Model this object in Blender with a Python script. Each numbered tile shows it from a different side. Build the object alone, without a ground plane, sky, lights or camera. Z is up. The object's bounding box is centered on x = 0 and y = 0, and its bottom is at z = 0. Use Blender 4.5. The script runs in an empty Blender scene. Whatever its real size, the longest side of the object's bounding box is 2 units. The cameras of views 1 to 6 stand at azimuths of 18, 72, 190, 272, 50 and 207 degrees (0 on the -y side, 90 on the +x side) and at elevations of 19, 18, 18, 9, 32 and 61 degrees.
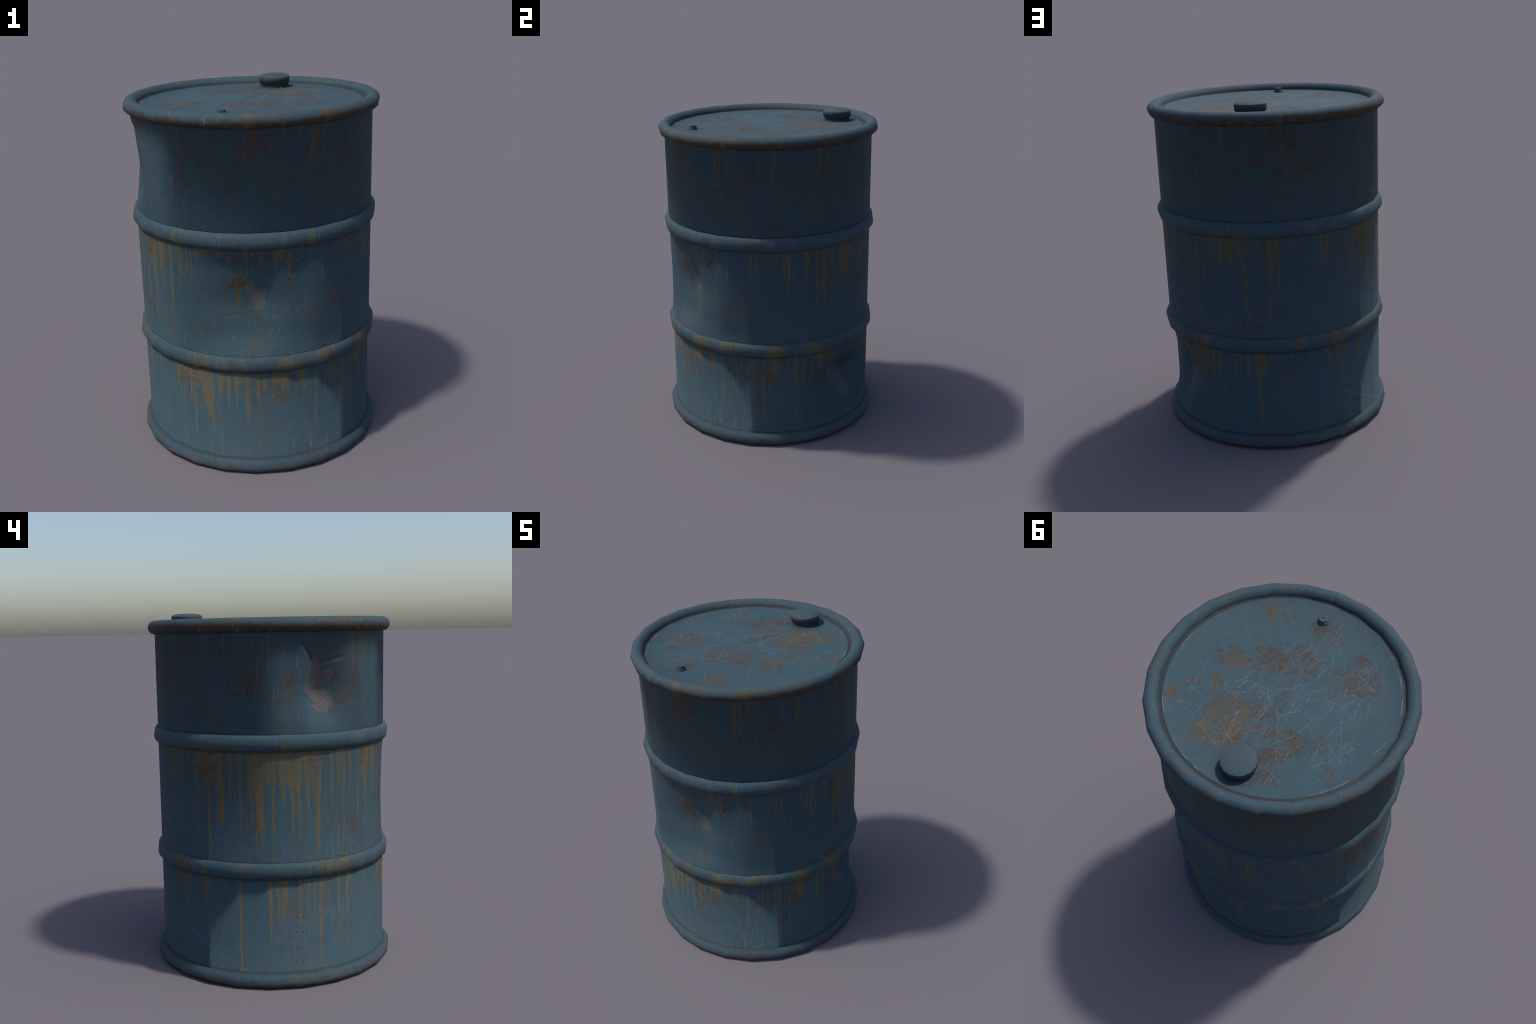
import bpy, math, random
import numpy as np
from mathutils import Vector

random.seed(7)

# ------------------------------------------------------------------ sizes (m)
R_BODY = 0.6602          # corner radius of the 24-sided barrel wall
SIDES = 24
STEP = 2 * math.pi / SIDES
TUBE = 0.0385             # tube radius of the rolled rims
Z_RIM, Z_FOOT = 1.9228, 0.040
Z_HOOP_HI, Z_HOOP_LO = 1.3205, 0.642
Z_LID = 1.9228
CAP_XY = (-0.001, 0.4725)
PLUG_XY = (0.0, -0.490)
DEG = math.pi / 180


def wrap(a):
    return (a + math.pi) % (2 * math.pi) - math.pi


def polygon_factor(theta):
    """distance to the side of a 24-gon with corners at multiples of 15 deg"""
    t = np.mod(theta, STEP) - STEP / 2
    return np.cos(STEP / 2) / np.cos(t)


# ------------------------------------------------------------------ dents
# Each blow is a hollow whose depth is (profile round the wall) x (profile up the
# wall): a deep spot with a broad shallow apron, given by a few control points
# (degrees from the middle, share of depth) and (height, share of depth).
DENTS = [
    # upper wall: steep on its left, running out to the right
    dict(angle=-154, depth=0.104,
         around=[(-26, 0), (-18, .14), (-14, .20), (-10.5, .25), (-8, .43), (-5.5, .74), (-3, .96), (0, 1),
                 (3.5, .92), (7, .66), (11, .36), (14, .21), (19, .07), (24, 0)],
         up=[(1.37, 0), (1.41, .18), (1.455, .45), (1.53, .82), (1.565, .98), (1.585, 1), (1.62, .88), (1.66, .73),
             (1.70, .58), (1.74, .44), (1.78, .29), (1.82, .14), (1.85, .04), (1.875, 0)]),
    # middle wall, at the front: wide and boxy
    dict(angle=-72, depth=0.098,
         around=[(-38, 0), (-34, .07), (-31, .17), (-26, .34), (-16.3, .66), (-9.6, .82), (0, 1), (4.4, .90),
                 (11.1, .55), (17.2, .38), (22, .22), (31, 0)],
         up=[(.698, 0), (.745, .34), (.78, .55), (.83, .68), (.873, .75), (.905, .86), (.935, .97), (.965, 1),
             (1.04, .87), (1.10, .72), (1.20, .46), (1.24, .22), (1.272, 0)]),
    # low wall: a sharp pit with folds running down and sideways
    dict(angle=30.5, depth=0.160,
         around=[(-31, 0), (-25.2, .17), (-17.4, .35), (-10.4, .62), (-4.3, .95), (0, 1), (4.3, .93),
                 (10.4, .64), (17.4, .38), (25.2, .18), (30, 0)],
         up=[(.075, 0), (.125, .14), (.18, .34), (.24, .52), (.32, .76), (.375, .98), (.40, 1), (.415, .92),
             (.43, .72), (.45, .52), (.475, .42), (.50, .35), (.53, .23), (.56, .10), (.59, .02), (.60, 0)]),
]
# sharp little folds in the sheet: (angle, z) to (angle, z), depth, half width
FOLDS = [
    (-165, 1.835, -156.5, 1.715, .0065, .014), (-156.5, 1.715, -142, 1.755, .0035, .013),
    (-161.5, 1.56, -152, 1.47, .0045, .016),
    (-92, .893, -74, .905, .0012, .010), (-74, .905, -56, .897, .0012, .010),
    (-49, 1.205, -56, 1.12, .0050, .016),
]


def smooth_curve(x, pts):
    """monotone cubic through control points, flat outside"""
    X = np.array([p[0] for p in pts], float)
    Y = np.array([p[1] for p in pts], float)
    h = np.diff(X)
    d = np.diff(Y) / h
    m = np.zeros_like(Y)
    same = d[:-1] * d[1:] > 0
    m[1:-1] = np.where(same, 2 * d[:-1] * d[1:] / np.where(same, d[:-1] + d[1:], 1), 0)
    i = np.clip(np.searchsorted(X, x) - 1, 0, len(h) - 1)
    t = np.clip((x - X[i]) / h[i], 0, 1)
    return ((1 + 2 * t) * (1 - t) ** 2 * Y[i] + t * (1 - t) ** 2 * h[i] * m[i]
            + t * t * (3 - 2 * t) * Y[i + 1] + t * t * (t - 1) * h[i] * m[i + 1])


def dent_depth(theta, z):
    d = np.zeros_like(theta)
    for k in DENTS:
        da = wrap(theta - k["angle"] * DEG) / DEG
        d = d + k["depth"] * smooth_curve(da, k["around"]) * smooth_curve(z, k["up"])
    return d


def fold_depth(theta, z):
    d = np.zeros_like(theta)
    for a1, z1, a2, z2, dep, w in FOLDS:
        u = wrap(theta - a1 * DEG) * R_BODY
        v = z - z1
        ex, ey = (a2 - a1) * DEG * R_BODY, z2 - z1
        t = np.clip((u * ex + v * ey) / (ex * ex + ey * ey), 0, 1)
        dist = np.hypot(u - t * ex, v - t * ey)
        d = d + dep * np.clip(1 - dist / w, 0, 1) * np.clip(4 * t * (1 - t) + .25, 0, 1)
    return d


# ------------------------------------------------------------------ mesh helpers
ROOT = bpy.data.objects.new("oil_drum", None)
ROOT.empty_display_size = 0.3
bpy.context.scene.collection.objects.link(ROOT)
ROOT["label"] = "weathered blue steel oil drum with rust streaks and dents"
ROOT["category"] = "oil drum"


def make_object(name, verts, faces, normals, mat, parent=None):
    me = bpy.data.meshes.new(name)
    me.from_pydata([tuple(v) for v in verts], [], faces)
    me.update()
    for p in me.polygons:
        p.use_smooth = True
    if normals is not None:
        me.normals_split_custom_set_from_vertices([tuple(n) for n in normals])
    me.materials.append(mat)
    ob = bpy.data.objects.new(name, me)
    bpy.context.scene.collection.objects.link(ob)
    ob.parent = parent or ROOT
    return ob


def grid_faces(rows, cols, closed=True, off=0):
    fs = []
    n = cols if closed else cols - 1
    for i in range(rows - 1):
        for j in range(n):
            k = (j + 1) % cols
            fs.append((off + i * cols + j, off + i * cols + k,
                       off + (i + 1) * cols + k, off + (i + 1) * cols + j))
    return fs


def lathe(name, runs, mat, parent=None, sides=SIDES, sub=1, centre=(0, 0), turn=0.0,
          flat_sided=True, first=None, last=None, lean=None):
    """Turn profile runs [(r, z), ...] (outside on the right when walking the run
    upwards) about a vertical axis. Normals run smoothly inside a run and break
    between runs. `sides` corners, each side cut `sub` times."""
    cols = sides * sub
    th = np.arange(cols) * 2 * math.pi / cols + turn
    if flat_sided:
        st = 2 * math.pi / sides
        t = np.mod(th - turn, st) - st / 2
        fac = np.cos(st / 2) / np.cos(t)
    else:
        fac = np.ones(cols)
    V, N, F, done = [], [], [], []
    for run in runs:
        P = np.array(run, float)
        seg = np.diff(P, axis=0)
        nr = np.stack([seg[:, 1], -seg[:, 0]], 1)
        nr /= np.linalg.norm(nr, axis=1, keepdims=True)
        pn = np.zeros_like(P)
        pn[:-1] += nr
        pn[1:] += nr
        pn /= np.linalg.norm(pn, axis=1, keepdims=True)
        if first and run is runs[0]:
            pn[0] = first
        if last and run is runs[-1]:
            pn[-1] = last
        if lean and lean[len(done)]:
            for k, v in lean[len(done)].items():
                pn[k] = v
        done.append(run)
        off = len(V)
        for (r, z), (a, b) in zip(P, pn):
            for j in range(cols):
                V.append((centre[0] + r * fac[j] * math.cos(th[j]),
                          centre[1] + r * fac[j] * math.sin(th[j]), z))
                N.append((a * math.cos(th[j]), a * math.sin(th[j]), b))
        F += grid_faces(len(P), cols, True, off)
    return make_object(name, V, F, N, mat, parent)


# ------------------------------------------------------------------ materials
class Nodes:
    """small helper to write shader maths as expressions"""

    def __init__(self, name):
        self.mat = bpy.data.materials.new(name)
        self.mat.use_nodes = True
        self.nt = self.mat.node_tree
        self.nt.nodes.clear()
        self.setup()

    def group(self, name, build):
        """one mask, worked out inside a node group of its own"""
        tree = bpy.data.node_groups.new(name, "ShaderNodeTree")
        tree.interface.new_socket("Mask", in_out='OUTPUT', socket_type='NodeSocketFloat')
        h = Nodes.__new__(Nodes)
        h.nt = tree
        h.setup()
        val = build(h)
        tree.links.new(val, tree.nodes.new("NodeGroupOutput").inputs[0])
        n = self.new("ShaderNodeGroup")
        n.node_tree = tree
        return n.outputs[0]

    def warp(self, p, scale, amount):
        """p pushed about a little by noise"""
        t = self.new("ShaderNodeTexNoise")
        t.inputs["Scale"].default_value = scale
        t.inputs["Detail"].default_value = 3
        self.put(t.inputs["Vector"], self.vmul(self.P, (1, 1, 0.8)))
        return self.vadd(p, self.v('SCALE', self.v('SUBTRACT', t.outputs["Color"], (.5, .5, .5)), amount))

    def setup(self):
        self.P = self.new("ShaderNodeTexCoord").outputs["Object"]
        sep = self.new("ShaderNodeSeparateXYZ")
        self.nt.links.new(self.P, sep.inputs[0])
        self.x, self.y, self.z = sep.outputs
        self.flat = self.vmul(self.P, (1, 1, 0))
        # the same point laid back on the undented wall
        self.W = self.vadd(self.v('SCALE', self.v('NORMALIZE', self.flat), R_BODY),
                           self.vmul(self.P, (0, 0, 1)))
        self.Wflat = self.vmul(self.W, (1, 1, 0))

    def new(self, kind, **kw):
        n = self.nt.nodes.new(kind)
        for k, v in kw.items():
            setattr(n, k, v)
        return n

    def put(self, sock, v):
        if isinstance(v, (int, float)):
            sock.default_value = v
        elif isinstance(v, (tuple, list)):
            sock.default_value = v if len(v) == len(sock.default_value) else (*v, 1)
        else:
            self.nt.links.new(v, sock)

    def m(self, op, *a, clamp=False):
        n = self.new("ShaderNodeMath", operation=op, use_clamp=clamp)
        for i, v in enumerate(a):
            self.put(n.inputs[i], v)
        return n.outputs[0]

    def add(self, a, b): return self.m('ADD', a, b)
    def sub(self, a, b): return self.m('SUBTRACT', a, b)
    def mul(self, a, b): return self.m('MULTIPLY', a, b)
    def mad(self, a, b, c): return self.m('MULTIPLY_ADD', a, b, c)
    def mx(self, a, b): return self.m('MAXIMUM', a, b)
    def mn(self, a, b): return self.m('MINIMUM', a, b)
    def inv(self, a): return self.m('SUBTRACT', 1.0, a, clamp=True)

    def fold(self, op, xs):
        # xs is a generator, so each term is folded in as soon as it is made
        r = None
        for v in xs:
            r = v if r is None else self.m(op, r, v)
        return r

    def v(self, op, *a):
        n = self.new("ShaderNodeVectorMath", operation=op)
        for i, x in enumerate(a):
            if op == 'SCALE' and i == 1:
                self.put(n.inputs["Scale"], x)
            else:
                self.put(n.inputs[i], x)
        return n.outputs["Value"] if op in ('DISTANCE', 'DOT_PRODUCT', 'LENGTH') else n.outputs["Vector"]

    def vmul(self, a, b): return self.v('MULTIPLY', a, b)
    def vadd(self, a, b): return self.v('ADD', a, b)
    def dist(self, p, c): return self.v('DISTANCE', p, c)

    def ramp(self, val, lo, hi, a=0.0, b=1.0, soft=True):
        n = self.new("ShaderNodeMapRange", interpolation_type='SMOOTHSTEP' if soft else 'LINEAR')
        for i, x in enumerate((val, lo, hi, a, b)):
            self.put(n.inputs[i], x)
        return n.outputs[0]

    def noise(self, p, scale, detail=2.0, rough=0.5, stretch=None, offset=None, rot=None):
        if rot or offset:
            mp = self.new("ShaderNodeMapping")
            self.put(mp.inputs["Vector"], p)
            if rot:
                mp.inputs["Rotation"].default_value = rot
            if offset:
                mp.inputs["Location"].default_value = offset
            p = mp.outputs[0]
        if stretch:
            p = self.vmul(p, stretch)
        n = self.new("ShaderNodeTexNoise")
        self.put(n.inputs["Vector"], p)
        n.inputs["Scale"].default_value = scale
        n.inputs["Detail"].default_value = detail
        n.inputs["Roughness"].default_value = rough
        return n.outputs["Fac"]

    def mix(self, f, a, b):
        n = self.new("ShaderNodeMix", data_type='RGBA')
        self.put(n.inputs["Factor"], f)
        self.put(n.inputs["A"], a) if False else self.put(n.inputs[6], a)
        self.put(n.inputs[7], b)
        return n.outputs[2]

    def segment(self, p, a, b):
        """distance from p to the straight line a-b"""
        a, b = Vector(a), Vector(b)
        ab = b - a
        pa = self.v('SUBTRACT', p, tuple(a))
        h = self.mn(self.mx(self.v('DOT_PRODUCT', pa, tuple(ab / ab.length_squared)), 0.0), 1.0)
        foot = self.v('SCALE', tuple(ab), h)
        return self.v('DISTANCE', pa, foot)

    def finish(self, colour, rough, bump=None, strength=0.2, distance=0.003):
        b = self.new("ShaderNodeBsdfPrincipled")
        self.put(b.inputs["Base Color"], colour)
        self.put(b.inputs["Roughness"], rough)
        b.inputs["Specular IOR Level"].default_value = 0.30
        if bump is not None:
            bp = self.new("ShaderNodeBump")
            bp.inputs["Strength"].default_value = strength
            bp.inputs["Distance"].default_value = distance
            self.put(bp.inputs["Height"], bump)
            self.nt.links.new(bp.outputs[0], b.inputs["Normal"])
        o = self.new("ShaderNodeOutputMaterial")
        self.nt.links.new(b.outputs[0], o.inputs[0])
        return self.mat


PAINT = (0.0280, 0.0596, 0.0735)
PAINT_BLUE = (0.0240, 0.0580, 0.0775)
PAINT_GREY = (0.0325, 0.0605, 0.0715)
PAINT_DARK = (0.0200, 0.0410, 0.0530)
CHIP = (0.0480, 0.0880, 0.1180)
CHIP_PALE = (0.0900, 0.1240, 0.1450)
RUST = (0.054, 0.037, 0.026)
RUST_ORANGE = (0.084, 0.052, 0.025)
RUN = (0.096, 0.076, 0.034)
RUN_DARK = (0.080, 0.053, 0.025)
METAL = (0.098, 0.095, 0.096)
METAL_DARK = (0.058, 0.057, 0.059)
RUST_DEEP = (0.034, 0.022, 0.017)
PIT = (0.010, 0.008, 0.007)
GROOVE_DARK = (0.026, 0.029, 0.030)


def on_wall(angle, z, r=R_BODY):
    return (r * math.cos(angle * DEG), r * math.sin(angle * DEG), z)


def paint_base(g, grain=(1, 1, 0.25)):
    """blue paint, weathered unevenly"""
    n1 = g.noise(g.P, 3.2, 3, 0.6)
    n2 = g.noise(g.P, 9.0, 4, 0.65, stretch=grain, offset=(3, 1, 2))
    n3 = g.noise(g.P, 70.0, 3, 0.7, stretch=grain)
    c = g.mix(g.ramp(n1, 0.38, 0.62), PAINT, PAINT_GREY)
    c = g.mix(g.ramp(n2, 0.50, 0.68, 0, 0.8), c, PAINT_BLUE)
    n5 = g.noise(g.P, 5.5, 5, 0.7, offset=(6, 2, 9))
    c = g.mix(g.ramp(n5, 0.50, 0.70, 0, 0.55), c, (0.0290, 0.0440, 0.0500))
    c = g.mix(g.ramp(n3, 0.55, 0.80, 0, 0.45), c, CHIP)
    c = g.mix(g.ramp(n3, 0.48, 0.25, 0, 0.40), c, PAINT_DARK)
    n4 = g.noise(g.P, 210.0, 2, 0.7, stretch=grain, offset=(4, 2, 8))
    c = g.mix(g.ramp(n4, 0.56, 0.74, 0, 0.35), c, CHIP)
    return g.mix(g.ramp(n4, 0.44, 0.28, 0, 0.35), c, PAINT_DARK)


def rust_shade(g):
    n = g.noise(g.P, 26, 4, 0.65, offset=(7, 3, 1))
    n2 = g.noise(g.P, 120, 2, 0.6, offset=(2, 9, 4))
    c = g.mix(g.ramp(n, 0.46, 0.66, 0, .8), RUST, RUST_ORANGE)
    return g.mix(g.ramp(n2, 0.5, 0.72, 0, 0.6), c, RUST_DEEP)


def dashes(g, angle, along, across, cut, soft=0.03, offset=(0, 0, 0), plane="xy"):
    """short broken scratch marks lying in one direction"""
    if plane == "xy":
        rot = (0, 0, -angle * DEG)
        st = (along, across, 1)
    return g.ramp(g.noise(g.P, 1.0, 1.5, 0.5, stretch=st, offset=offset, rot=rot), cut, cut + soft)


# ---- places on the wall, as (angle deg, height ...)
# rust runs: angle, width m, top height, length m
RUNS_TOP = [
    (149, .010, 1.89, .44), (154, .009, 1.74, .24), (166, .010, 1.87, .19), (170, .008, 1.80, .14),
    (-172, .013, 1.77, .40), (177, .008, 1.69, .08), (178, .007, 1.70, .10), (-138, .045, 1.89, .20),
    (-133, .016, 1.89, .26), (-128, .012, 1.89, .22), (-40, .022, 1.87, .46), (-35, .012, 1.66, .26),
    (-44, .014, 1.86, .20), (-47, .012, 1.89, .10), (-13, .012, 1.89, .52), (-16, .028, 1.88, .14),
    (8, .014, 1.89, .22), (14, .036, 1.89, .28), (18, .012, 1.86, .34), (50, .030, 1.87, .16),
    (59, .020, 1.86, .12), (-72, .030, 1.87, .12), (-94, .008, 1.86, .22), (112, .012, 1.84, .20),
    (72, .010, 1.86, .26), (127, .010, 1.86, .30),
]
RUNS_MID = [
    (144, .016, 1.28, .56), (151, .026, 1.28, .58), (147, .095, 1.28, .20), (155, .085, 1.28, .15), (157, .040, 1.28, .46),
    (162, .020, 1.28, .22), (167, .014, 1.28, .42), (172, .018, 1.28, .40), (176, .042, 1.28, .60), (175, .070, 1.28, .18),
    (179, .050, 1.28, .14), (-178, .022, 1.28, .60), (-171, .090, 1.28, .22), (-169, .020, 1.28, .44),
    (-166, .016, 1.28, .54), (-162, .034, 1.28, .34), (-157, .034, 1.28, .60), (-160, .090, 1.28, .20),
    (-150, .014, 1.28, .36), (-147, .014, 1.28, .18), (-143, .018, 1.28, .60), (-139, .012, 1.28, .30), (-134, .022, 1.27, .46),
    (-128, .070, 1.27, .30), (-127, .016, 1.28, .44), (-121, .050, 1.28, .24), (-120, .012, 1.28, .30),
    (-115, .020, 1.28, .34), (-110, .014, 1.28, .26), (-105, .012, 1.28, .16), (-103, .008, 1.28, .24),
    (-85, .010, 1.28, .11), (-77, .018, 1.28, .16), (-74, .012, 1.28, .11), (-70, .028, 1.28, .15),
    (-61, .070, 1.28, .11), (-63, .012, 1.28, .16), (-57, .022, 1.28, .22),
    (-8, .020, 1.28, .26), (2, .028, 1.28, .22), (8, .022, 1.28, .36), (12, .044, 1.28, .40),
    (14, .085, 1.28, .18), (17, .016, 1.28, .40), (22, .014, 1.28, .22), (26, .060, 1.28, .36), (32, .016, 1.28, .30),
    (36, .016, 1.28, .34), (42, .020, 1.28, .24), (53, .010, 1.28, .50), (60, .012, 1.28, .52), (64, .014, 1.28, .30),
    (78, .095, 1.28, .20), (80, .020, 1.28, .24), (84, .026, 1.28, .18), (82, .010, 1.28, .34), (87, .016, 1.28, .50),
    (95, .012, 1.28, .40), (98, .015, 1.28, .50), (103, .011, 1.28, .38), (108, .010, 1.28, .32),
    (149, .060, 1.28, .24), (135, .012, 1.28, .22),
]
RUNS_LOW = [
    (133, .050, .600, .17), (127, .024, .600, .12), (137, .020, .600, .10), (166, .012, .48, .46),
    (-180, .022, .57, .30), (-176, .020, .58, .24), (-174, .022, .58, .24), (-175, .050, .60, .09),
    (-172, .018, .58, .22), (-166, .016, .60, .30), (-162, .018, .60, .20), (-159, .014, .60, .34),
    (-156, .015, .60, .48), (-152, .014, .60, .26), (-146, .010, .60, .28), (-141, .012, .60, .22),
    (-113, .018, .600, .12), (-111, .013, .58, .50), (-107, .075, .60, .22), (-104, .022, .56, .46), (-100, .085, .60, .18),
    (-98, .040, .60, .40), (-95, .012, .56, .33), (-91, .012, .60, .18), (-87, .016, .60, .26), (-89, .040, .60, .08),
    (-83, .018, .60, .20), (-82, .110, .60, .10), (-78, .024, .60, .30), (-73, .022, .60, .20), (-70, .012, .60, .12),
    (-63, .075, .600, .16), (-59, .018, .60, .15), (-53, .065, .60, .15), (-51, .026, .60, .15), (-45, .010, .60, .34),
    (-37, .010, .54, .24), (-30, .012, .58, .22), (-27, .012, .46, .32), (-22, .011, .46, .34), (-19, .010, .60, .26),
    (-16, .044, .59, .20), (-13, .012, .44, .24), (-8, .018, .60, .18), (-4, .024, .60, .20), (0, .012, .60, .16),
    (6, .012, .60, .42), (10, .040, .60, .10), (16, .060, .60, .10), (22, .030, .600, .12),
    (37, .040, .60, .10), (46, .040, .60, .12), (54, .050, .60, .12), (60, .090, .60, .20), (58, .024, .60, .30), (61, .030, .58, .20),
    (66, .030, .60, .22), (70, .030, .60, .18), (91, .010, .60, .48), (93, .040, .58, .12),
]
# rust blotches: angle, height, radius m
BLOTCH = [
    (141, 1.71, .10), (122, 1.69, .07), (147, 1.51, .06), (172, 1.59, .10), (180, 1.56, .07),
    (-169, 1.63, .07), (153, 1.41, .05), (-139, 1.66, .11), (-140, 1.57, .10), (-135, 1.60, .07), (-102, 1.77, .09),
    (-105, 1.66, .07), (-85, 1.60, .06), (-71, 1.78, .09), (-60, 1.58, .08), (-40, 1.66, .07),
    (-34, 1.60, .07), (-29, 1.70, .07), (-57, 1.60, .05), (11, 1.73, .05), (112, 1.73, .15),
    (106, 1.66, .12), (95, 1.71, .06), (139, 1.74, .08), (80, 1.58, .08), (111, 1.56, .10), (66, 1.66, .06),
    (154, 1.19, .07), (-160, 1.24, .07), (-131, 1.21, .05), (146, 1.18, .07), (137, 1.17, .06), (-99, .84, .07),
    (-55, .90, .09), (-45, .90, .08), (-33, .92, .06), (-70, .78, .07), (-120, .80, .06),
    (-84, 1.09, .03), (-150, .92, .07), (-135, .83, .06), (172, .92, .07), (53, .78, .09), (62, .74, .08),
    (86, .74, .06), (92, .77, .05), (148, 1.16, .10), (-63, .44, .12), (-68, .42, .10), (-56, .42, .07),
    (-107, .50, .06), (-103, .44, .05), (-88, .33, .07), (-40, .48, .07), (-33, .44, .07), (-20, .46, .06),
    (61, .43, .08), (69, .45, .05), (103, .47, .07), (-140, .30, .08), (-150, .45, .06), (60, .29, .06), (-171, .43, .05),
]
PITS_AT = [(a, z) for z in (1.86, 1.778, 1.694, 1.61, 1.527, 1.444) for a in (159, 162)] + \
          [(a, z) for z in (1.27, 1.23, 1.15, 1.066, .98, .90) for a in (87.2, 90.2)] + \
          [(a, z) for z in (.59, .56, .477, .39, .307, .222, .14) for a in (-168, -165)] + \
          [(-45, z) for z in (1.27, 1.235, 1.20)] + [(-50, 1.24), (-49.5, 1.205)] + \
          [(-13, 1.24), (-13, 1.20), (-19, 1.20), (-14, .57), (-14, .52), (-16, .445), (-21, .45)] + \
          [(a, 1.268) for a in (136, 152, 171, -168, -148, -128, -81, -65.7, -26, 66, 112, 130)] + \
          [(a, .70) for a in (132, 152, 173, -167, -147, -126, -105, -82, -60, -40, -27, -10, -4, 3, 40, 66, 112)] + \
          [(-33, .83), (-97, .29), (-124, .55), (-119, .55), (145, .55), (171, .60), (136, 1.22), (130, 1.22),
           (-81, 1.84), (-65, 1.85), (55.8, .29), (-104, .47), (-103, .45), (-106, .5), (-130, 1.19), (-133, 1.185)]
# long scratches: (angle, z) to (angle, z), half width
CUTS = [
    (138, .27, 168, .09, .0032), (141, .33, 152, .28, .0014), (142, .86, 173, .76, .0018), (168, .78, 178, .71, .0014),
    (176, 1.77, 174, 1.49, .0024), (167, 1.55, 176, 1.48, .0012), (154, 1.61, 160, 1.57, .0009), (96, 1.27, 83, 1.18, .0015),
    (70, .96, 76, .86, .0014), (96, .89, 110, .98, .0015), (118, .99, 138, .93, .0015), (128, .35, 144, .335, .0028),
    (100, 1.41, 106, 1.43, .0013), (95, 1.40, 103, 1.36, .0011), (66, 1.84, 76, 1.74, .0012), (-76, 1.86, -75, 1.71, .0016),
    (-101, 1.53, -97, 1.42, .0017), (-99, 1.60, -95, 1.44, .0010), (-95, 1.50, -86, 1.40, .0010), (-68, 1.49, -50, 1.56, .0010),
    (-50, .30, -48, .06, .0018), (-41, .32, -40, .06, .0016), (-52, .20, -46, .18, .0012), (-38, .28, -28, .17, .0014),
    (-27, .13, -20, .17, .0014), (-102, 1.24, -88, 1.14, .0013), (-97, 1.22, -84, 1.11, .0010), (-74, 1.09, -58, 1.04, .0009),
    (12, 1.85, 14, 1.78, .0012), (4, .20, 12, .09, .0013), (9, .20, 12, .08, .0013), (52, .82, 66, .78, .0010),
    (60, .86, 68, .72, .0015), (-150, .80, -148, .68, .0012), (-132, 1.42, -131, 1.86, .0008), (-112, 1.40, -113, 1.80, .0009),
    (-108, 1.40, -109, 1.66, .0012), (-104, 1.40, -107, 1.74, .0010), (-119, 1.45, -119, 1.75, .0008),
    (12, .82, 30, .76, .0011), (-8, 1.66, -30, 1.665, .0007), (-34, 1.54, -46, 1.49, .0009),
]


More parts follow.
